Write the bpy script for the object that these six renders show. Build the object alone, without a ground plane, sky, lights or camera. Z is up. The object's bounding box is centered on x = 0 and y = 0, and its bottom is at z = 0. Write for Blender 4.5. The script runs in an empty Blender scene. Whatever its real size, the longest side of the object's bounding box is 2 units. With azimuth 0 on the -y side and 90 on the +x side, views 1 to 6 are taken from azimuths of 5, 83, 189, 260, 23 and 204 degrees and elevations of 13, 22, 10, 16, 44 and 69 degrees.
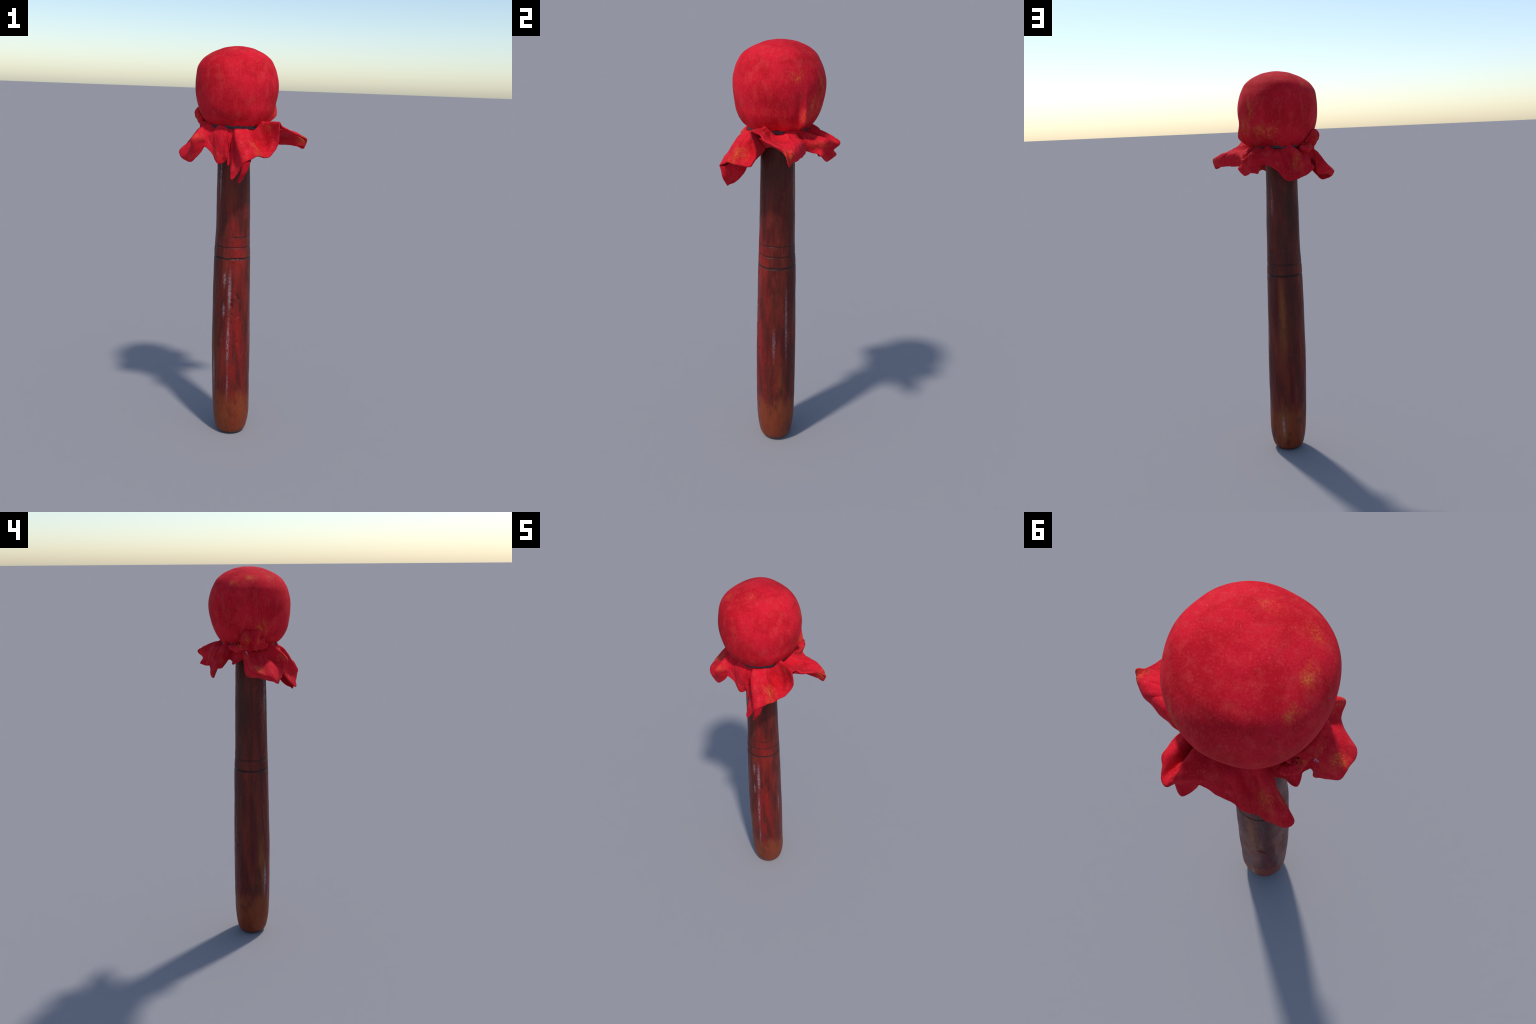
"""Padded drum mallet: lacquered wooden handle, red suede head tied with a dark
cord, and the loose end of the suede standing out below the cord as a ruffle."""
import bpy, bmesh, math
import numpy as np
from mathutils import Vector, noise

# ------------------------------------------------------------------ helpers
AX, AY = -0.048, 0.010            # axis of the neck of the mallet
CORD_SHIFT = np.array([0.008, 0.004, 0.0])   # the cord sits a little off that axis


def polar(az, r, z):
    """Azimuth 0 on -y, 90 on +x, about the neck axis."""
    a = math.radians(az)
    return np.array([AX + r * math.sin(a), AY - r * math.cos(a), z])


def hermite(t, xs, ys):
    """Smooth (monotone-ish Catmull-Rom) interpolation of a 1-D profile."""
    xs = np.asarray(xs, float)
    ys = np.asarray(ys, float)
    d = np.diff(ys) / np.diff(xs)
    m = np.empty_like(ys)
    m[0], m[-1] = d[0], d[-1]
    for i in range(1, len(ys) - 1):
        h0, h1 = xs[i] - xs[i - 1], xs[i + 1] - xs[i]
        m[i] = (d[i - 1] * h1 + d[i] * h0) / (h0 + h1)
    t = np.clip(t, xs[0], xs[-1])
    k = np.clip(np.searchsorted(xs, t, side='right') - 1, 0, len(xs) - 2)
    h = xs[k + 1] - xs[k]
    s = (t - xs[k]) / h
    return ((2 * s**3 - 3 * s**2 + 1) * ys[k] + (s**3 - 2 * s**2 + s) * h * m[k]
            + (-2 * s**3 + 3 * s**2) * ys[k + 1] + (s**3 - s**2) * h * m[k + 1])


def catmull(P, knots, t):
    """Non-uniform Catmull-Rom through P (n, k) at knots, sampled at t."""
    return np.stack([hermite(t, knots, P[:, j]) for j in range(P.shape[1])], 1)


def grid_mesh(name, G, wrap_u=True, cap_first=False, cap_last=False):
    """Mesh from an array of rings G[row, column, xyz]."""
    R, C = G.shape[:2]
    verts = G.reshape(-1, 3).tolist()
    faces = []
    for i in range(R - 1):
        for j in range(C if wrap_u else C - 1):
            k = (j + 1) % C
            faces.append((i * C + j, i * C + k, (i + 1) * C + k, (i + 1) * C + j))
    if cap_first:
        verts.append(G[0].mean(0).tolist())
        c = len(verts) - 1
        faces += [(c, (j + 1) % C, j) for j in range(C)]
    if cap_last:
        verts.append(G[-1].mean(0).tolist())
        c = len(verts) - 1
        b = (R - 1) * C
        faces += [(c, b + j, b + (j + 1) % C) for j in range(C)]
    me = bpy.data.meshes.new(name)
    me.from_pydata(verts, [], faces)
    me.update()
    me.shade_smooth()
    return me


def add(name, me, parent, mat):
    ob = bpy.data.objects.new(name, me)
    bpy.context.scene.collection.objects.link(ob)
    ob.parent = parent
    me.materials.clear()
    me.materials.append(mat)
    return ob


def bake(ob):
    """Apply the modifiers of ob."""
    dg = bpy.context.evaluated_depsgraph_get()
    me = bpy.data.meshes.new_from_object(ob.evaluated_get(dg))
    old = ob.data
    ob.modifiers.clear()
    ob.data = me
    me.name = ob.name
    bpy.data.meshes.remove(old)
    me.shade_smooth()


# ---------------------------------------------------------------- materials
class Nodes:
    def __init__(self, name):
        self.mat = bpy.data.materials.new(name)
        self.mat.use_nodes = True
        self.nt = self.mat.node_tree
        self.bsdf = self.nt.nodes['Principled BSDF']
        self.obj = self.new('ShaderNodeTexCoord').outputs['Object']

    def new(self, kind, **kw):
        n = self.nt.nodes.new(kind)
        for k, v in kw.items():
            setattr(n, k, v)
        return n

    def put(self, sock, v):
        if isinstance(v, bpy.types.NodeSocket):
            self.nt.links.new(v, sock)
        else:
            sock.default_value = v

    def mapping(self, scale, loc=(0, 0, 0), src=None):
        n = self.new('ShaderNodeMapping')
        self.put(n.inputs['Vector'], src or self.obj)
        n.inputs['Location'].default_value = loc
        n.inputs['Scale'].default_value = scale
        return n.outputs[0]

    def noise(self, scale, detail=4, rough=0.55, stretch=(1, 1, 1), loc=(0, 0, 0), dist=0.0):
        n = self.new('ShaderNodeTexNoise')
        self.put(n.inputs['Vector'], self.mapping(stretch, loc))
        n.inputs['Scale'].default_value = scale
        n.inputs['Detail'].default_value = detail
        n.inputs['Roughness'].default_value = rough
        n.inputs['Distortion'].default_value = dist
        return n.outputs['Fac']

    def math(self, op, a, b=0.0, c=0.0, clamp=False):
        n = self.new('ShaderNodeMath', operation=op, use_clamp=clamp)
        for s, v in zip(n.inputs, (a, b, c)):
            self.put(s, v)
        return n.outputs[0]

    def step(self, v, lo, hi, to=(0.0, 1.0)):
        n = self.new('ShaderNodeMapRange', interpolation_type='SMOOTHSTEP')
        self.put(n.inputs['Value'], v)
        n.inputs['From Min'].default_value = lo
        n.inputs['From Max'].default_value = hi
        n.inputs['To Min'].default_value = to[0]
        n.inputs['To Max'].default_value = to[1]
        return n.outputs[0]

    def mix(self, fac, a, b, mode='MIX'):
        n = self.new('ShaderNodeMix', data_type='RGBA', blend_type=mode)
        self.put(n.inputs['Factor'], fac)
        for s, v in ((n.inputs[6], a), (n.inputs[7], b)):
            self.put(s, v if isinstance(v, bpy.types.NodeSocket) else (*v, 1.0))
        return n.outputs[2]

    def blob(self, centre, size, soft=1.0):
        """1 at the centre, 0 outside an ellipsoid of the given half sizes."""
        s = [1.0 / q for q in size]
        v = self.mapping(s, [-c * q for c, q in zip(centre, s)])
        n = self.new('ShaderNodeVectorMath', operation='LENGTH')
        self.put(n.inputs[0], v)
        return self.step(n.outputs['Value'], 1.0 - soft, 1.0, (1.0, 0.0))

    def blobs(self, items):
        out = None
        for c, s in items:
            b = self.blob(c, s)
            out = b if out is None else self.math('MAXIMUM', out, b)
        return out

    def bump(self, height, strength, dist, normal=None):
        n = self.new('ShaderNodeBump')
        n.inputs['Strength'].default_value = strength
        n.inputs['Distance'].default_value = dist
        self.put(n.inputs['Height'], height)
        if normal is not None:
            self.put(n.inputs['Normal'], normal)
        return n.outputs[0]

    def finish(self, colour, rough, normal=None, **kw):
        self.put(self.bsdf.inputs['Base Color'], colour)
        self.put(self.bsdf.inputs['Roughness'], rough)
        if normal is not None:
            self.put(self.bsdf.inputs['Normal'], normal)
        for k, v in kw.items():
            self.put(self.bsdf.inputs[k], v)
        return self.mat


def suede(name, worn, pale=(), grain=(1, 1, 0.45)):
    """Red suede: blotchy nap, fine fibres, rubbed yellowish patches."""
    n = Nodes(name)
    big = n.noise(9, 3, 0.6, loc=(3, 1, 5))
    mid = n.noise(34, 4, 0.65, stretch=grain)
    fine = n.noise(210, 3, 0.7, stretch=grain)
    fibre = n.noise(420, 2, 0.6, stretch=(1, 1, 0.22))
    col = n.mix(n.step(big, 0.38, 0.62), (0.50, 0.004, 0.014), (0.63, 0.008, 0.024))
    col = n.mix(n.step(mid, 0.45, 0.75, (0, 0.50)), col, (0.64, 0.045, 0.045))
    col = n.mix(n.step(fine, 0.52, 0.72, (0, 0.35)), col, (0.70, 0.075, 0.062))
    col = n.mix(n.step(fine, 0.48, 0.30, (0, 0.40)), col, (0.36, 0.003, 0.009))
    spots = n.math('MULTIPLY', n.blobs(worn), n.step(n.noise(40, 5, 0.75, stretch=(1, 1, 0.5)), 0.36, 0.70))
    spots = n.math('MULTIPLY', spots, n.step(fine, 0.36, 0.64, (0.15, 1.0)))
    col = n.mix(n.math('MULTIPLY', spots, 0.68), col, (0.62, 0.24, 0.035))
    flecks = n.step(n.noise(150, 1, 0.5, loc=(7, 2, 1)), 0.77, 0.83, (0, 0.4))
    col = n.mix(flecks, col, (0.80, 0.28, 0.26))
    for c, s in pale:
        ragged = n.math('MULTIPLY', n.blob(c, s, 0.9), n.step(n.noise(75, 3, 0.7, loc=(5, 5, 2)), 0.35, 0.60))
        col = n.mix(n.step(ragged, 0.15, 0.55, (0, 0.85)), col, (0.38, 0.36, 0.43))
    nap = n.math('ADD', n.math('MULTIPLY', fine, 0.6), n.math('MULTIPLY', fibre, 0.4))
    nrm = n.bump(nap, 0.30, 0.0016, n.bump(mid, 0.20, 0.004))
    return n.finish(col, 0.85, nrm, **{'Specular IOR Level': 0.14})


WORN_HEAD = [  # centre, half sizes of the rubbed places on the head
    ((-0.188, 0.030, 1.950), (0.035, 0.055, 0.040)),
    ((-0.160, -0.066, 1.955), (0.040, 0.035, 0.030)),
    ((-0.060, -0.072, 1.982), (0.045, 0.030, 0.030)),
    ((-0.187, 0.112, 1.922), (0.040, 0.040, 0.030)),
    ((0.140, 0.060, 1.870), (0.050, 0.045, 0.045)),
    ((0.075, 0.175, 1.820), (0.060, 0.045, 0.080)),
    ((0.105, 0.135, 1.735), (0.060, 0.050, 0.080)),
    ((0.005, 0.190, 1.708), (0.110, 0.055, 0.050)),
    ((0.150, 0.105, 1.690), (0.030, 0.040, 0.060)),
    ((-0.215, -0.020, 1.720), (0.035, 0.050, 0.060)),
]
WORN_RUFFLE = [
    ((0.085, -0.170, 1.535), (0.045, 0.060, 0.050)),
    ((0.100, -0.210, 1.505), (0.060, 0.030, 0.030)),
    ((0.130, -0.105, 1.620), (0.040, 0.030, 0.030)),
    ((0.290, 0.010, 1.570), (0.045, 0.045, 0.040)),
    ((0.170, 0.170, 1.570), (0.080, 0.080, 0.040)),
    ((-0.255, 0.040, 1.580), (0.045, 0.045, 0.040)),
    ((-0.285, 0.010, 1.530), (0.050, 0.060, 0.040)),
    ((-0.215, -0.120, 1.565), (0.050, 0.040, 0.030)),
    ((-0.160, 0.190, 1.550), (0.060, 0.045, 0.060)),
    ((-0.110, -0.125, 1.480), (0.040, 0.030, 0.030)),
]
WORN_KNOT = [
    ((-0.235, 0.060, 1.665), (0.040, 0.035, 0.035)),
    ((-0.240, -0.005, 1.655), (0.030, 0.025, 0.040)),
    ((-0.200, 0.090, 1.625), (0.030, 0.025, 0.020)),
]


def on_handle(az, z, r=0.095):
    a = math.radians(az)
    return (-0.040 + r * math.sin(a), 0.010 - r * math.cos(a), z)


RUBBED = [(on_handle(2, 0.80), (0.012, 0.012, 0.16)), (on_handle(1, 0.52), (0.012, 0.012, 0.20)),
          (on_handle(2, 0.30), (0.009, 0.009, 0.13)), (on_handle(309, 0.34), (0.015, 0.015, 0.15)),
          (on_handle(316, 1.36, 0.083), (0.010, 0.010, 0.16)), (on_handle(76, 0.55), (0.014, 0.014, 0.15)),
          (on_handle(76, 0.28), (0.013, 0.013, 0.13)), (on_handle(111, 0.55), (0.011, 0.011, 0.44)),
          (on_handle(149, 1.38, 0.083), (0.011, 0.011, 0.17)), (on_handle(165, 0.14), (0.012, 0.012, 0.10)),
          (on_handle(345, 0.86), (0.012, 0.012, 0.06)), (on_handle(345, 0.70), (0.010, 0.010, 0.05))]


def lacquer():
    """Worn lacquered wood: brown grain, red stain on one side, dark top."""
    n = Nodes('lacquered_wood')
    grain = n.noise(60, 4, 0.6, stretch=(1, 1, 0.05), dist=0.4)
    streak = n.noise(26, 4, 0.6, stretch=(1, 1, 0.14), loc=(2, 5, 0))
    blot = n.noise(9, 4, 0.65, stretch=(1, 1, 0.45), loc=(1, 3, 2))
    fine = n.noise(150, 3, 0.7, stretch=(1, 1, 0.25))
    sep = n.new('ShaderNodeSeparateXYZ')
    n.put(sep.inputs[0], n.obj)
    z = sep.outputs['Z']
    col = n.mix(n.step(streak, 0.38, 0.66), (0.085, 0.009, 0.007), (0.162, 0.019, 0.010))
    # bare orange-brown wood at the butt and along one back streak
    edge = n.math('ADD', z, n.math('MULTIPLY', n.math('SUBTRACT', streak, 0.5), 0.25))
    bare = n.step(edge, 0.27, 0.20)
    bare = n.math('MULTIPLY', bare, n.step(blot, 0.25, 0.60, (0.55, 1.0)))
    col = n.mix(bare, col, (0.215, 0.040, 0.012))
    tan = n.math('MULTIPLY', n.blobs([((-0.035, 0.10, 0.75), (0.035, 0.05, 0.33)),
                                      ((0.05, 0.02, 0.30), (0.03, 0.03, 0.25)),
                                      ((-0.02, 0.10, 0.15), (0.05, 0.05, 0.18)),
                                      ((-0.12, -0.03, 0.45), (0.05, 0.05, 0.40))]), n.step(streak, 0.3, 0.6))
    col = n.mix(n.math('MULTIPLY', tan, 0.8), col, (0.235, 0.075, 0.016))
    # red stain on the front
    red = n.blobs([((0.010, -0.080, 0.56), (0.085, 0.070, 0.45)),
                   ((0.000, -0.080, 1.02), (0.070, 0.060, 0.22)),
                   ((-0.020, -0.075, 1.15), (0.050, 0.050, 0.15))])
    red = n.math('MULTIPLY', n.math('POWER', red, 0.5), n.step(n.math('ADD', n.math('MULTIPLY', streak, 0.6), n.math('MULTIPLY', blot, 0.4)), 0.38, 0.54))
    red = n.math('MULTIPLY', red, n.step(edge, 0.19, 0.25))
    col = n.mix(n.math('MULTIPLY', red, 0.80), col, (0.27, 0.009, 0.008))
    mottle = n.noise(20, 5, 0.7, stretch=(1, 1, 0.40), loc=(8, 6, 1))
    col = n.mix(n.step(mottle, 0.52, 0.68, (0, 0.60)), col, (0.060, 0.012, 0.010))
    col = n.mix(n.step(mottle, 0.44, 0.30, (0, 0.45)), col, (0.255, 0.030, 0.016))
    # darkened places
    dark = n.blobs([((0.045, -0.02, 1.42), (0.085, 0.10, 0.26)),
                    ((-0.055, 0.10, 1.14), (0.075, 0.06, 0.22)),
                    ((-0.10, 0.07, 1.30), (0.10, 0.09, 0.40)),
                    ((-0.085, 0.09, 0.78), (0.05, 0.05, 0.30)),
                    ((0.035, -0.045, 0.62), (0.022, 0.03, 0.16)),
                    ((0.035, -0.045, 0.36), (0.022, 0.03, 0.17)),
                    ((-0.045, 0.01, 1.55), (0.12, 0.12, 0.22))])
    dark = n.math('MULTIPLY', dark, n.step(blot, 0.25, 0.55, (0.45, 1.0)))
    col = n.mix(n.math('MULTIPLY', dark, 0.75), col, (0.048, 0.012, 0.008))
    col = n.mix(n.step(grain, 0.55, 0.75, (0, 0.32)), col, (0.045, 0.010, 0.007))
    col = n.mix(n.step(grain, 0.42, 0.25, (0, 0.25)), col, (0.24, 0.06, 0.025))
    # grime in the turned lines
    for zc, side in ((0.967, 1.0), (1.024, 0.55), (1.077, 0.6)):
        d = n.math('ABSOLUTE', n.math('SUBTRACT', z, zc))
        g = n.math('MULTIPLY', n.step(d, 0.008, 0.0025), n.step(blot, 0.2, 0.5, (0.6, 1.0)))
        if zc > 1.05:
            g = n.math('MULTIPLY', g, n.blob((0.03, -0.02, 1.077), (0.11, 0.11, 0.1), 0.4))
        col = n.mix(n.math('MULTIPLY', g, 0.9 * side), col, (0.022, 0.012, 0.009))
    # small pale specks all over
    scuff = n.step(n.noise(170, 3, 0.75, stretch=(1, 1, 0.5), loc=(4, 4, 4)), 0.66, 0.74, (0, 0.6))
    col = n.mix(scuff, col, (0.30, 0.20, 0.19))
    # long gloss highlights painted into the lacquer colour, broken into specks
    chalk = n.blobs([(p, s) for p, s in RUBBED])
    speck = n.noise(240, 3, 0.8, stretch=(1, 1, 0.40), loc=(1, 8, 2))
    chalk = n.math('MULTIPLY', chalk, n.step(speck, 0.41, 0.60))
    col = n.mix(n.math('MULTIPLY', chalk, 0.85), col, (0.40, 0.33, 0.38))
    nick = n.step(n.noise(70, 3, 0.7, stretch=(1, 1, 0.35), loc=(6, 1, 7)), 0.66, 0.72, (0, 0.7))
    col = n.mix(nick, col, (0.035, 0.010, 0.008))
    end = n.step(n.math('ADD', z, n.math('MULTIPLY', fine, 0.012)), 0.022, 0.012)
    col = n.mix(n.math('MULTIPLY', end, 0.85), col, (0.045, 0.028, 0.026))
    pit = n.noise(75, 4, 0.7, stretch=(1, 1, 0.5), loc=(9, 0, 3))
    pits = n.math('MULTIPLY', n.step(pit, 0.50, 0.68), n.step(blot, 0.40, 0.62))
    nrm = n.bump(n.math('SUBTRACT', n.math('MULTIPLY', streak, 0.5), pits), 0.40, 0.004,
                 n.bump(fine, 0.10, 0.001))
    rough = n.math('ADD', n.step(blot, 0.3, 0.7, (0.38, 0.50)), n.math('MULTIPLY', pits, 0.10))
    return n.finish(col, rough, nrm, **{'Specular IOR Level': 0.22})


def cord_material():
    n = Nodes('waxed_cord')
    f = n.noise(160, 3, 0.6)
    col = n.mix(n.step(f, 0.35, 0.7), (0.016, 0.012, 0.017), (0.060, 0.050, 0.066))
    return n.finish(col, 0.5, n.bump(f, 0.4, 0.002))


# --------------------------------------------------------------------- root
mallet = bpy.data.objects.new('drum_mallet', None)
bpy.context.scene.collection.objects.link(mallet)
mallet.location = (0, 0, 0)
mallet['label'] = 'red suede padded drum mallet with dark lacquered wooden handle'
mallet['category'] = 'drum mallet'

# ------------------------------------------------------------------- handle
# height, centre x, centre y, half width x, half width y
HANDLE = np.array([
    (0.000, -0.0260, 0.0095, 0.056, 0.054), (0.003, -0.0260, 0.0095, 0.064, 0.062),
    (0.010, -0.0260, 0.0095, 0.0720, 0.0700), (0.022, -0.0260, 0.0095, 0.0795, 0.077),
    (0.05, -0.0260, 0.0095, 0.0870, 0.0842), (0.10, -0.0267, 0.0090, 0.0940, 0.0910),
    (0.20, -0.0300, 0.0090, 0.0980, 0.0955), (0.30, -0.0326, 0.0089, 0.0992, 0.0970),
    (0.40, -0.0348, 0.0087, 0.0994, 0.0975), (0.50, -0.0369, 0.0089, 0.0989, 0.0970),
    (0.60, -0.0385, 0.0091, 0.0981, 0.0960), (0.70, -0.0399, 0.0095, 0.0969, 0.0950),
    (0.80, -0.0408, 0.0100, 0.0954, 0.0930), (0.90, -0.0412, 0.0101, 0.0936, 0.0911),
    (0.962, -0.0414, 0.0098, 0.0928, 0.0900), (1.00, -0.0419, 0.0095, 0.0912, 0.0884),
    (1.04, -0.0419, 0.0094, 0.0890, 0.0868), (1.10, -0.0419, 0.0093, 0.0865, 0.0851),
    (1.20, -0.0433, 0.0097, 0.0848, 0.0830), (1.30, -0.0447, 0.0097, 0.0831, 0.0815),
    (1.40, -0.0464, 0.0100, 0.0814, 0.0797), (1.60, -0.0480, 0.0100, 0.0790, 0.0775)])
GROOVES = ((0.967, 0.0042, 0.0040), (1.024, 0.0026, 0.0034), (1.077, 0.0020, 0.0034))


def build_handle():
    rng = np.random.default_rng(7)
    # chipped lacquer on the front, and a few stray nicks all round
    chips = [(rng.normal(8, 14), rng.uniform(0.50, 0.78), rng.uniform(1.5, 4.0), rng.uniform(0.004, 0.012),
              rng.uniform(0.0015, 0.0035)) for _ in range(34)]
    chips += [(rng.uniform(0, 360), rng.uniform(0.1, 1.4), rng.uniform(1.5, 4.0), rng.uniform(0.004, 0.012),
               rng.uniform(0.001, 0.0025)) for _ in range(40)]
    z = np.unique(np.concatenate([np.linspace(0, 0.06, 25), np.linspace(0.06, 1.6, 420),
                                  np.linspace(0.94, 1.10, 120)]))
    a = np.linspace(0, 2 * np.pi, 220, endpoint=False)
    cx, cy, rx, ry = (hermite(z, HANDLE[:, 0], HANDLE[:, k]) for k in range(1, 5))
    cx, cy = cx + 0.0015, cy - 0.0012
    G = np.zeros((len(z), len(a), 3))
    for i, zz in enumerate(z):
        for j, t in enumerate(a):
            c, s = math.cos(t), math.sin(t)
            az = math.degrees(math.atan2(c, -s)) % 360
            d = 0.0
            for g, depth, w in GROOVES:
                zg = g + 0.003 * noise.noise((3 * c, 3 * s, g * 9))
                k = depth * min(1.3, max(0.1, 0.75 + 1.1 * noise.noise((2.2 * c, 2.2 * s, g * 31))))
                if g > 1.05:           # the top line is cut on one side only
                    k *= max(0.0, math.cos(math.radians(az - 60) * 0.62))
                d -= k * math.exp(-((zz - zg) / w) ** 2)
            fade = min(1.0, zz / 0.1)
            d += fade * 0.0018 * noise.noise((c * 2.2, s * 2.2, zz * 5))
            d += fade * 0.0008 * noise.noise((c * 7, s * 7, zz * 18 + 4))
            # dents and cracked lacquer, mostly on the front
            q = noise.noise((c * 9, s * 9, zz * 30 + 9))
            front = 0.4 + 0.6 * math.exp(-(((az - 15 + 180) % 360 - 180) / 45) ** 2)
            d -= fade * front * 0.0035 * max(0.0, q - 0.28)
            q = abs(noise.noise((c * 5, s * 5, zz * 16 + 20)))
            d -= fade * front * 0.0012 * max(0.0, 1 - q / 0.06) * (noise.noise((c * 2, s * 2, zz * 6)) > 0.1)
            for ca, cz, wa, wz, dep in chips:
                if abs(zz - cz) < 2.5 * wz:
                    dd = (az - ca + 180) % 360 - 180
                    if abs(dd) < 2.5 * wa:
                        d -= dep * math.exp(-(dd / wa) ** 2 - ((zz - cz) / wz) ** 2)
            # chip at a small knot in the wood, on the back
            da = (az - 199 + 180) % 360 - 180
            d -= 0.006 * math.exp(-((zz - 0.562 + 0.0008 * da) / 0.010) ** 2 - (da / 9.0) ** 2)
            d += 0.003 * math.exp(-((zz - 0.540) / 0.012) ** 2 - ((da - 2) / 9.0) ** 2)
            d -= 0.003 * math.exp(-((zz - 0.64) / 0.06) ** 2 - ((da + 7) / 6.0) ** 2)
            G[i, j] = (cx[i] + (rx[i] + d) * c, cy[i] + (ry[i] + d) * s, zz)
    return grid_mesh('handle', G, cap_first=True, cap_last=True)


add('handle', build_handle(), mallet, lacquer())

# --------------------------------------------------------------------- head
# height, centre x, centre y, radius
HEAD = np.array([
    (1.600, -0.0400, 0.0140, 0.118), (1.624, -0.0400, 0.0140, 0.131),
    (1.640, -0.0400, 0.0110, 0.1495), (1.665, -0.0400, 0.0100, 0.1695),
    (1.690, -0.0405, 0.0100, 0.1822), (1.740, -0.0450, 0.0134, 0.1955),
    (1.800, -0.0467, 0.0159, 0.2025), (1.860, -0.0481, 0.0146, 0.1980),
    (1.910, -0.0472, 0.0105, 0.1825), (1.950, -0.0408, 0.0094, 0.1500),
    (1.980, -0.0360, 0.0120, 0.0960), (1.994, -0.0350, 0.0130, 0.0530), (1.9985, -0.0345, 0.0135, 0.0250)])
# out-of-round terms (cos, sin of 2, 3, 4 times the angle) at four heights
OVAL_Z = (1.60, 1.72, 1.85, 1.98)
OVAL = np.array([(-0.002, 0.006, 0.003, 0.015, -0.004, 0.003),
                 (-0.009, 0.016, 0.011, 0.022, -0.005, -0.001),
                 (-0.013, 0.002, 0.024, 0.017, 0.000, 0.010),
                 (-0.012, -0.029, 0.019, -0.011, 0.010, 0.028)])


def build_head():
    # rows spaced evenly along the profile
    zz = np.linspace(1.6, 1.9985, 900)
    rr = hermite(zz, HEAD[:, 0], HEAD[:, 3])
    L = np.concatenate([[0], np.cumsum(np.hypot(np.diff(zz), np.diff(rr)))])
    z = np.interp(np.linspace(0, L[-1], 190), L, zz)
    a = np.linspace(0, 2 * np.pi, 480, endpoint=False)
    cx, cy, r = (hermite(z, HEAD[:, 0], HEAD[:, k]) for k in (1, 2, 3))
    ov = [np.interp(z, OVAL_Z, OVAL[:, k]) for k in range(6)]
    G = np.zeros((len(z), len(a), 3))
    az = np.degrees(np.arctan2(np.cos(a), -np.sin(a))) % 360
    for i, h in enumerate(z):
        m = 1 + sum(ov[2 * k][i] * np.cos((k + 2) * a) + ov[2 * k + 1][i] * np.sin((k + 2) * a) for k in range(3))
        # the pad is fuller towards the front right and flatter behind on the left
        full = math.exp(-((h - 1.82) / 0.090) ** 2)
        flat = math.exp(-((h - 1.76) / 0.09) ** 2)
        lean = np.cos(np.radians(az - 56)) * 0.57 + np.cos(np.radians(3 * (az - 56))) * 0.43
        d = 0.0155 * full * np.clip(lean, 0, 1) + 0.011 * flat * np.clip(lean, -1, 0)
        bell = lambda c, w: np.exp(-(((az - c + 180) % 360 - 180) / w) ** 2)
        d += 0.008 * math.exp(-((h - 1.87) / 0.06) ** 2) * (bell(150, 22) - bell(192, 24))
        d -= 0.005 * math.exp(-((h - 1.91) / 0.05) ** 2) * bell(2, 28)
        # pulled gathers fanning up from the cord
        low = np.clip((1.72 - h) / 0.10, 0, 1) ** 2
        for j, t in enumerate(a):
            c, s = math.cos(t), math.sin(t)
            d[j] += low * 0.010 * noise.noise((5.5 * c, 5.5 * s, h * 2.0))
            d[j] += low * 0.004 * noise.noise((15 * c, 15 * s, h * 3.0))
            d[j] += 0.0022 * noise.noise((2.4 * c, 2.4 * s, h * 11))
        # standing pleat on the right side
        amp = hermite(np.array([h]), (1.60, 1.625, 1.645, 1.676, 1.70, 1.74, 1.79, 1.83, 2.0),
                      (0, 0.006, 0.018, 0.030, 0.022, 0.009, 0.005, 0.001, 0))[0]
        peak = 115.0 - 60 * max(0.0, 1.66 - h)
        x = (az - peak + 180) % 360 - 180
        ridge = np.where(x < 0, np.exp(-(x / 3.2) ** 2), np.exp(-(np.abs(x) / 8.0) ** 1.5))
        d += amp * ridge
        d -= 0.005 * np.exp(-((x + 8) / 4.0) ** 2) * np.clip((1.80 - h) / 0.1, 0, 1)
        d -= 0.004 * np.exp(-((x - 17) / 3.0) ** 2) * np.clip((1.80 - h) / 0.1, 0, 1)
        G[i, :, 0] = cx[i] + (r[i] * m + d * min(1, r[i] / 0.1)) * np.cos(a)
        G[i, :, 1] = cy[i] + (r[i] * m + d * min(1, r[i] / 0.1)) * np.sin(a)
        G[i, :, 2] = h
    return grid_mesh('padded_head', G, cap_last=True)


add('padded_head', build_head(), mallet, suede('red_suede_head', WORN_HEAD))

# -------------------------------- gathered lining between cord and handle
LINING = ((1.618, 0.120), (1.600, 0.114), (1.585, 0.106), (1.570, 0.097), (1.556, 0.089), (1.548, 0.0835), (1.546, 0.076))
a = np.linspace(0, 2 * np.pi, 192, endpoint=False)
G = np.array([[(AX + 0.005 + (r + 0.006 * noise.noise((4 * math.cos(t), 4 * math.sin(t), h * 4)) * (1.62 - h) / 0.05) * math.cos(t),
                AY + (r + 0.006 * noise.noise((4 * math.cos(t), 4 * math.sin(t), h * 4)) * (1.62 - h) / 0.05) * math.sin(t),
                h + 0.004 * math.sin(5 * t)) for t in a] for h, r in LINING])
add('lining', grid_mesh('lining', G[::-1]), mallet,
    suede('red_suede_lining', [((0, 0, 0), (0.01, 0.01, 0.01))],
          pale=[((0.036, -0.040, 1.552), (0.030, 0.022, 0.012))]))


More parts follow.
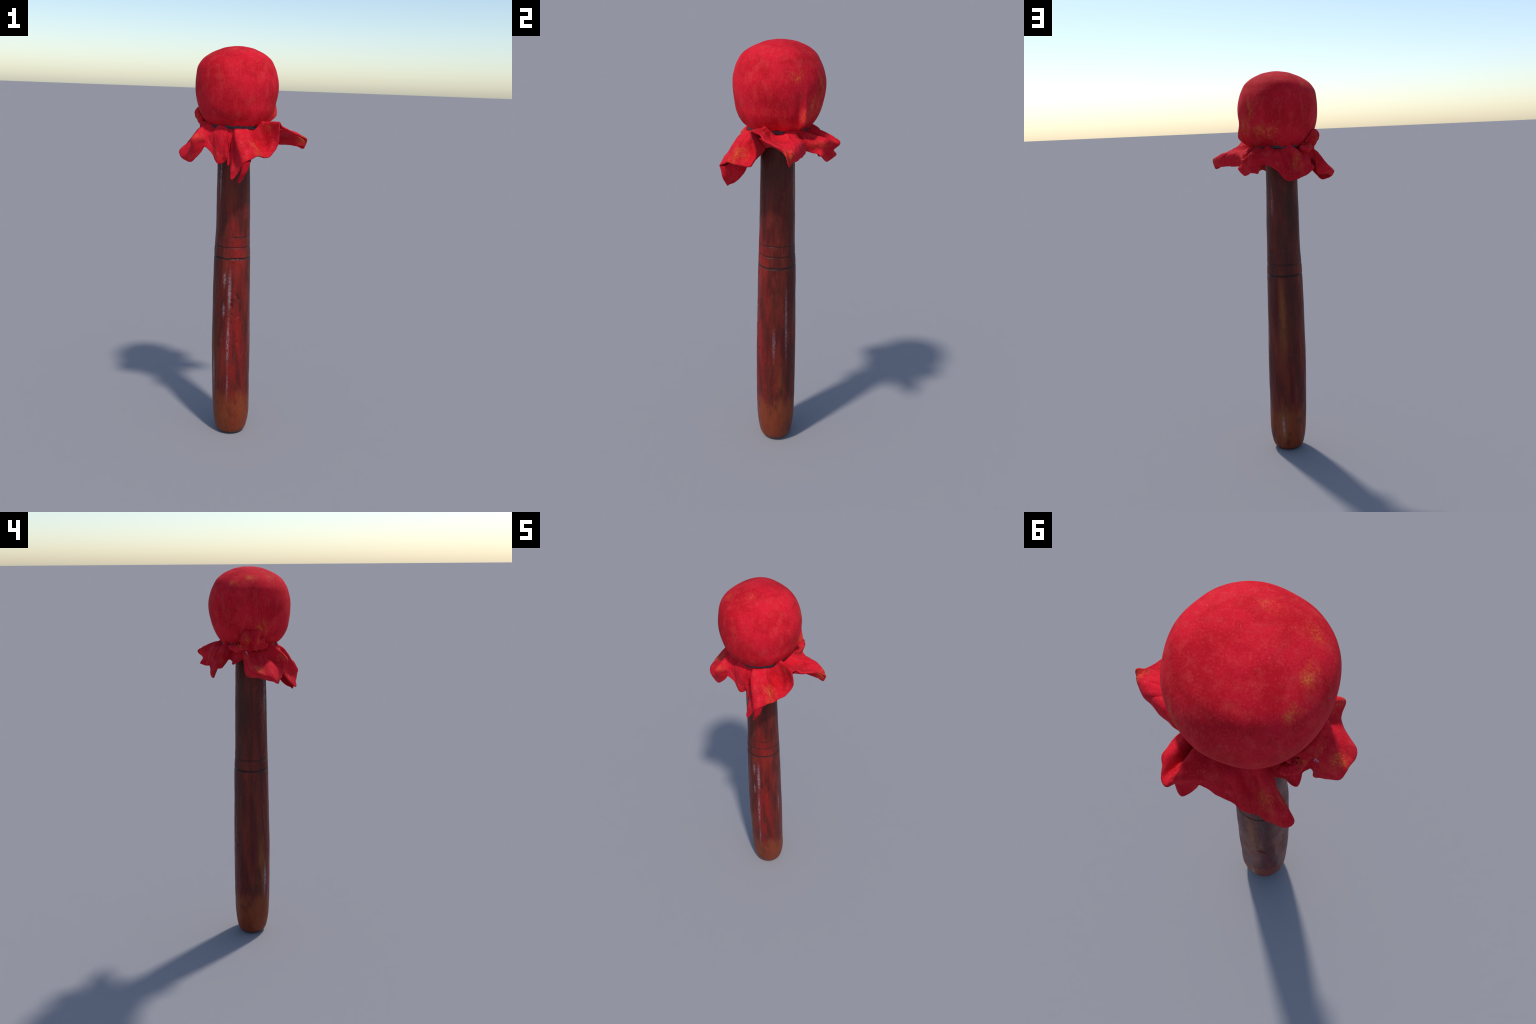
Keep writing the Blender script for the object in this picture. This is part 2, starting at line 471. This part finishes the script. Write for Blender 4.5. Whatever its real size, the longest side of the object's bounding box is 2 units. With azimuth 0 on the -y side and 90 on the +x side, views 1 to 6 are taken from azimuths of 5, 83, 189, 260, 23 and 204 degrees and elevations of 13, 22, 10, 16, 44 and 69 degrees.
# --------------------------------------------------------------------- cord
def build_cord():
    rows = []
    n, m = 240, 12
    for i in range(n * 2):
        t = 2 * np.pi * i / n
        lift = 0.0038 * (1 if i >= n else -1)
        az = math.degrees(t)
        w = 0.0035 * noise.noise((2 * math.cos(t), 2 * math.sin(t), 3.0 + i // n))
        c = np.array([AX, AY, 0]) + CORD_SHIFT + np.array([math.sin(t), -math.cos(t), 0]) * (0.1335 + 0.001 * (i >= n))
        c[2] = 1.625 - 0.004 * math.cos(t) + lift + w
        out = np.array([math.sin(t), -math.cos(t), 0])
        up = np.array([0, 0, 1.0])
        ring = []
        for k in range(m):
            q = 2 * np.pi * k / m
            rad = 0.0054 * (1 + 0.10 * math.cos(2 * q + t * 60))
            ring.append(c + rad * (math.cos(q) * out + math.sin(q) * up))
        rows.append(ring)
    return grid_mesh('cord', np.array(rows), cap_first=True, cap_last=True)


add('cord', build_cord(), mallet, cord_material())

# ------------------------------------------------------------------- ruffle
# Ribs of the loose suede.  Each: azimuth where it leaves the cord, then three
# (azimuth, distance from the axis, height) stations: shoulder, middle, rim.
FRONT_FLAP = [
    (357, (358, .138, 1.560), (358, .135, 1.505), (358, .162, 1.443)),
    (0, (1, .130, 1.565), (2, .128, 1.515), (4, .165, 1.462)),
    (2.5, (5, .138, 1.565), (7, .175, 1.490), (6, .208, 1.425), (6, .248, 1.384)),
    (5, (9, .140, 1.570), (12, .180, 1.500), (13, .255, 1.420)),
    (7, (9, .178, 1.590), (14, .234, 1.527), (17.7, .283, 1.470)),
    (17, (19, .180, 1.590), (23, .228, 1.542), (25, .280, 1.489)),
    (27, (29, .180, 1.590), (31, .226, 1.547), (32.7, .275, 1.500)),
    (33, (36, .168, 1.565), (41, .205, 1.522), (45.2, .243, 1.487)),
    (38, (44, .154, 1.548), (50, .196, 1.516), (53.5, .241, 1.495)),
    (44, (52, .150, 1.540), (57, .205, 1.530), (61.3, .259, 1.544)),
    (49, (58, .152, 1.548), (61, .210, 1.553), (61, .265, 1.586)),
    (53, (61, .165, 1.590), (60.5, .222, 1.600), (58, .275, 1.631)),
    (57, (60.5, .185, 1.645), (60, .230, 1.650), (58.6, .272, 1.655)),
    (61, (64, .185, 1.642), (65, .220, 1.640), (66, .262, 1.636)),
]
RIGHT_FLAP = [
    (65, (68, .178, 1.622), (69, .230, 1.625), (70, .285, 1.622)),
    (70, (74, .178, 1.604), (76, .235, 1.607), (77.5, .298, 1.608)),
    (77, (81, .188, 1.598), (84, .260, 1.600), (86.5, .332, 1.590)),
    (85, (88, .190, 1.600), (90, .280, 1.602), (88.3, .360, 1.572)),
    (92, (94, .200, 1.606), (94, .305, 1.600), (92, .344, 1.572), (90.2, .347, 1.527)),
    (97, (98, .200, 1.607), (99, .285, 1.599), (97, .316, 1.548), (90, .312, 1.536)),
    (102, (102, .195, 1.607), (103, .262, 1.596), (103.5, .268, 1.546), (90, .270, 1.548)),
    (107, (107, .185, 1.606), (108.5, .235, 1.591), (110, .235, 1.545), (89, .222, 1.546)),
    (111, (111, .175, 1.600), (114, .208, 1.586), (116.5, .206, 1.547), (97, .190, 1.553)),
    (116, (116, .155, 1.588), (118, .165, 1.562), (119, .165, 1.548), (119, .155, 1.545)),
]
BACK_RIGHT_FLAP = [
    (121, (124, .175, 1.598), (129, .222, 1.578), (130, .220, 1.556), (130, .230, 1.535)),
    (126, (130, .190, 1.605), (135, .250, 1.588), (134, .238, 1.555), (130.5, .254, 1.525)),
    (131, (135, .195, 1.606), (142, .270, 1.586), (142, .242, 1.545), (140.6, .248, 1.497)),
    (136, (140, .175, 1.575), (147, .288, 1.573), (146, .256, 1.542), (149, .258, 1.503)),
    (141, (146, .190, 1.611), (152, .286, 1.578), (150, .260, 1.543), (157, .268, 1.515)),
    (147, (149, .200, 1.622), (153, .252, 1.590), (155, .236, 1.552), (158, .228, 1.505)),
    (156, (158, .190, 1.606), (162, .213, 1.575), (163, .217, 1.545)),
]
BACK_FLAP = [
    (166, (168, .182, 1.617), (172, .198, 1.582), (175, .212, 1.535)),
    (176, (177, .170, 1.603), (181, .190, 1.566), (184, .210, 1.512)),
    (184, (186, .174, 1.596), (190, .198, 1.543), (193, .212, 1.470)),
    (193, (194, .160, 1.582), (198, .182, 1.530), (203, .222, 1.468)),
    (202, (203, .162, 1.588), (207, .194, 1.540), (211, .247, 1.480)),
    (209, (209, .180, 1.612), (213, .228, 1.568), (219, .277, 1.508)),
    (213, (213, .185, 1.612), (216, .232, 1.575), (223, .276, 1.524)),
    (217, (217, .160, 1.590), (218, .185, 1.555), (221, .235, 1.522)),
    (220, (219, .142, 1.585), (218, .148, 1.570), (218, .156, 1.556)),
    (225, (225, .146, 1.590), (226, .152, 1.570), (228, .160, 1.548)),
    (233, (233, .155, 1.595), (235, .175, 1.570), (234, .197, 1.540)),
    (241, (240, .155, 1.595), (241, .165, 1.575), (243, .178, 1.555)),
]
LEFT_FLAP = [
    (247, (247, .155, 1.605), (249, .175, 1.600), (249.5, .190, 1.575)),
    (252, (252, .165, 1.605), (252, .198, 1.590), (253, .205, 1.540), (254, .194, 1.491)),
    (260, (259, .168, 1.578), (260, .252, 1.512), (261, .238, 1.500), (262, .214, 1.484)),
    (268, (267, .168, 1.560), (270, .256, 1.502), (271, .246, 1.493), (272, .228, 1.482)),
    (277, (276, .172, 1.558), (280, .265, 1.492), (283, .264, 1.478), (285, .256, 1.464)),
    (286, (286, .168, 1.568), (289, .228, 1.518), (292, .244, 1.478), (292, .238, 1.450)),
    (294, (296, .160, 1.575), (302, .215, 1.528), (301, .222, 1.490), (297, .219, 1.445)),
    (302, (305, .185, 1.605), (310, .240, 1.554), (308, .215, 1.515), (304, .203, 1.468)),
    (308, (311, .178, 1.598), (314, .197, 1.566), (312, .188, 1.535), (311, .185, 1.500)),
    (314, (316, .168, 1.588), (317, .172, 1.558), (316.5, .176, 1.522)),
    (323, (323, .156, 1.590), (324, .154, 1.545), (325, .150, 1.489)),
    (333, (333, .152, 1.592), (335, .152, 1.530), (337, .147, 1.445)),
    (343, (343, .150, 1.592), (345, .148, 1.530), (347, .130, 1.453)),
    (351, (352, .148, 1.590), (353, .144, 1.535), (354, .138, 1.468)),
    (354, (355, .136, 1.575), (356, .130, 1.530), (357, .122, 1.490)),
]


# azimuth and half width of the places where gathered suede hides the cord
COVERS = ((60, 10), (115, 16), (166, 6), (208, 6), (255, 16), (305, 6), (336, 9))


def cover(az):
    return max(math.exp(-(((az - c + 180) % 360 - 180) / w) ** 2) for c, w in COVERS)


def loft_ribs(ribs, per_rib=12, along=34, closed=True, neck=(0.129, 1.616)):
    S = []
    for az, *st in ribs:
        if len(st) == 3:          # halfway between middle and rim
            st = (*st[:2], tuple(0.5 * (a + b) for a, b in zip(st[1], st[2])), st[2])
        p = [polar(*q) for q in st]
        if neck:                  # high folds ride up over the cord
            p.insert(0, polar(az, neck[0] + 0.014 * cover(az), neck[1] + 0.5 * max(0.0, st[0][2] - 1.598) + 0.016 * cover(az)
                              + 0.007 * noise.noise((az * 0.11, 2.5, 0.0))) + CORD_SHIFT)
        S.append(p)
    S = np.array(S)                              # rib, station, xyz
    n = len(S)
    if closed:
        S = np.concatenate([S[-3:], S, S[:4]])
    d = np.linalg.norm(np.diff(S, axis=0), axis=2)[:, 1:].mean(1)
    k = np.concatenate([[0], np.cumsum(np.sqrt(d))])
    if closed:
        t = np.concatenate([np.linspace(k[i], k[i + 1], per_rib, endpoint=False) for i in range(3, 3 + n)])
    else:
        t = np.linspace(k[0], k[-1], per_rib * (n - 1) + 1)
    rows = [catmull(S[:, s], k, t) for s in range(S.shape[1])]
    R = np.stack(rows)                           # station, column, xyz
    G = np.zeros((along, R.shape[1], 3))
    for j in range(R.shape[1]):
        seg = np.linalg.norm(np.diff(R[:, j], axis=0), axis=1)
        kk = np.concatenate([[0], np.cumsum(np.maximum(seg, 1e-4) ** 0.7)])
        G[:, j] = catmull(R[:, j], kk, np.linspace(0, kk[-1], along))
    return G


def cloth(name, G, parent, mat, closed, thick=0.008, crumple=0.004, gather=0.0, freq=6.0):
    # fine gathers running out from the tie, along the surface normal
    du = np.roll(G, -1, 1) - np.roll(G, 1, 1)
    dv = np.gradient(G, axis=0)
    N = np.cross(du, dv)
    N /= np.linalg.norm(N, axis=2, keepdims=True) + 1e-9
    R, C = G.shape[:2]
    for i in range(R if gather else 0):
        f = i / (R - 1)
        w = math.sin(math.pi * min(1.0, f * 1.15 + 0.05)) ** 0.7 if f < 0.85 else 0.35
        for j in range(C):
            t = 2 * math.pi * j / C
            q = noise.noise((freq * math.cos(t), freq * math.sin(t), f * 1.4))
            q += 0.25 * noise.noise((2.2 * freq * math.cos(t), 2.2 * freq * math.sin(t), f * 3.0 + 5))
            q = (0.25 - abs(q)) * 1.6            # sharp creases between soft rolls
            G[i, j] += N[i, j] * gather * w * q
    for i in range(G.shape[0]):
        f = i / (G.shape[0] - 1)
        for j in range(G.shape[1]):
            p = Vector(G[i, j])
            v = noise.noise_vector(p * 24) * crumple + noise.noise_vector(p * 70) * crumple * 0.3
            G[i, j] += np.array(v) * f
    ob = add(name, grid_mesh(name, G, wrap_u=closed), parent, mat)
    so = ob.modifiers.new('thickness', 'SOLIDIFY')
    so.thickness = thick
    so.offset = 0
    sub = ob.modifiers.new('round', 'SUBSURF')
    sub.levels = sub.render_levels = 1
    bake(ob)
    return ob


ruffle_mat = suede('red_suede_ruffle', WORN_RUFFLE, pale=[((-0.231, 0.060, 1.602), (0.014, 0.013, 0.026))])
RIBS = FRONT_FLAP + RIGHT_FLAP + BACK_RIGHT_FLAP + BACK_FLAP + LEFT_FLAP
ruffle = cloth('ruffle', loft_ribs(RIBS), mallet, ruffle_mat, True, gather=0.0065)

# tongue hanging under the front flap
TONGUE = [
    (0, (16.5, .279, 1.474), (15, .262, 1.420), (13, .236, 1.378)),
    (0, (20, .276, 1.474), (17.5, .268, 1.420), (14.3, .242, 1.373)),
    (0, (24, .268, 1.478), (20, .262, 1.422), (16, .236, 1.380)),
    (0, (28, .232, 1.510), (24, .222, 1.440), (19, .215, 1.388)),
    (0, (31, .205, 1.525), (27, .198, 1.460), (24, .195, 1.410)),
    (0, (36, .175, 1.540), (34, .172, 1.500), (32, .178, 1.462)),
    (0, (42, .150, 1.548), (42, .150, 1.538), (42, .152, 1.525)),
]
cloth('ruffle_tongue', loft_ribs(TONGUE, 12, 24, closed=False, neck=None), mallet, ruffle_mat, False)


# folded-under layer closing the right flap from below
UNDERLAYER = [
    (0, (64, .252, 1.622), (64, .205, 1.590), (64, .160, 1.562)),
    (0, (67.5, .258, 1.622), (67, .210, 1.594), (66, .152, 1.564)),
    (0, (71.5, .278, 1.613), (71, .215, 1.592), (71, .148, 1.567)),
    (0, (78, .292, 1.602), (78, .215, 1.588), (78, .138, 1.564)),
    (0, (86, .322, 1.584), (87, .235, 1.572), (87, .150, 1.558)),
    (0, (88.6, .350, 1.564), (90, .280, 1.556), (90, .200, 1.551)),
    (0, (89.6, .348, 1.537), (90.5, .306, 1.541), (91, .240, 1.548)),
]
cloth('ruffle_underlayer', loft_ribs(UNDERLAYER, 12, 24, closed=False, neck=None), mallet, ruffle_mat, False)


# --------------------------------------------------------------------- knot
def build_knot():
    lobes = [((-0.186, 0.092, 1.614), (0.026, 0.032, 0.026)), ((-0.172, 0.122, 1.618), (0.016, 0.015, 0.015)),
             ((-0.190, 0.045, 1.622), (0.030, 0.055, 0.032)), ((-0.180, -0.010, 1.625), (0.022, 0.035, 0.024)),
             ((-0.205, 0.020, 1.650), (0.026, 0.030, 0.030))]
    bm = bmesh.new()
    for c, s in lobes:
        r = bmesh.ops.create_icosphere(bm, subdivisions=4, radius=1)
        for v in r['verts']:
            v.co = Vector((c[i] + v.co[i] * s[i] for i in range(3)))
    me = bpy.data.meshes.new('knot')
    bm.to_mesh(me)
    bm.free()
    return me


knot = add('knot', build_knot(), mallet, suede('red_suede_knot', WORN_KNOT))
rm = knot.modifiers.new('fuse', 'REMESH')
rm.mode = 'VOXEL'
rm.voxel_size = 0.0025
sm = knot.modifiers.new('soften', 'SMOOTH')
sm.iterations = 6
bake(knot)
for v in knot.data.vertices:
    p = v.co
    f = noise.ridged_multi_fractal(p * 16, 1.0, 2.1, 3, 1.0, 2.0)
    v.co = p + v.normal * (0.008 * (f - 1.2)) + noise.noise_vector(p * 30) * 0.007
knot.data.update()

# the puffed fold of suede pulled out above the cord
PUFF = [
    (0, (234, .135, 1.632), (235, .150, 1.632), (235, .155, 1.622), (235, .148, 1.608)),
    (0, (238, .148, 1.635), (240, .159, 1.648), (241, .165, 1.635), (240, .158, 1.605)),
    (0, (246, .150, 1.650), (247, .172, 1.676), (248, .185, 1.660), (247, .165, 1.600)),
    (0, (254, .155, 1.660), (255, .177, 1.697), (256, .190, 1.672), (254, .163, 1.603)),
    (0, (263, .155, 1.660), (264, .175, 1.700), (265, .193, 1.665), (263, .171, 1.603)),
    (0, (272, .155, 1.650), (272, .171, 1.690), (273, .189, 1.655), (270, .159, 1.608)),
    (0, (280, .150, 1.640), (280, .159, 1.662), (281, .169, 1.642), (279, .155, 1.612)),
    (0, (288, .140, 1.632), (288, .150, 1.638), (288, .155, 1.628), (288, .148, 1.615)),
    (0, (293, .130, 1.630), (293, .136, 1.630), (293, .138, 1.624), (293, .134, 1.618)),
]
cloth('knot_fold', loft_ribs(PUFF, 14, 40, closed=False, neck=None), mallet, knot.data.materials[0], False, 0.006, 0.022, gather=0.016, freq=1.4)
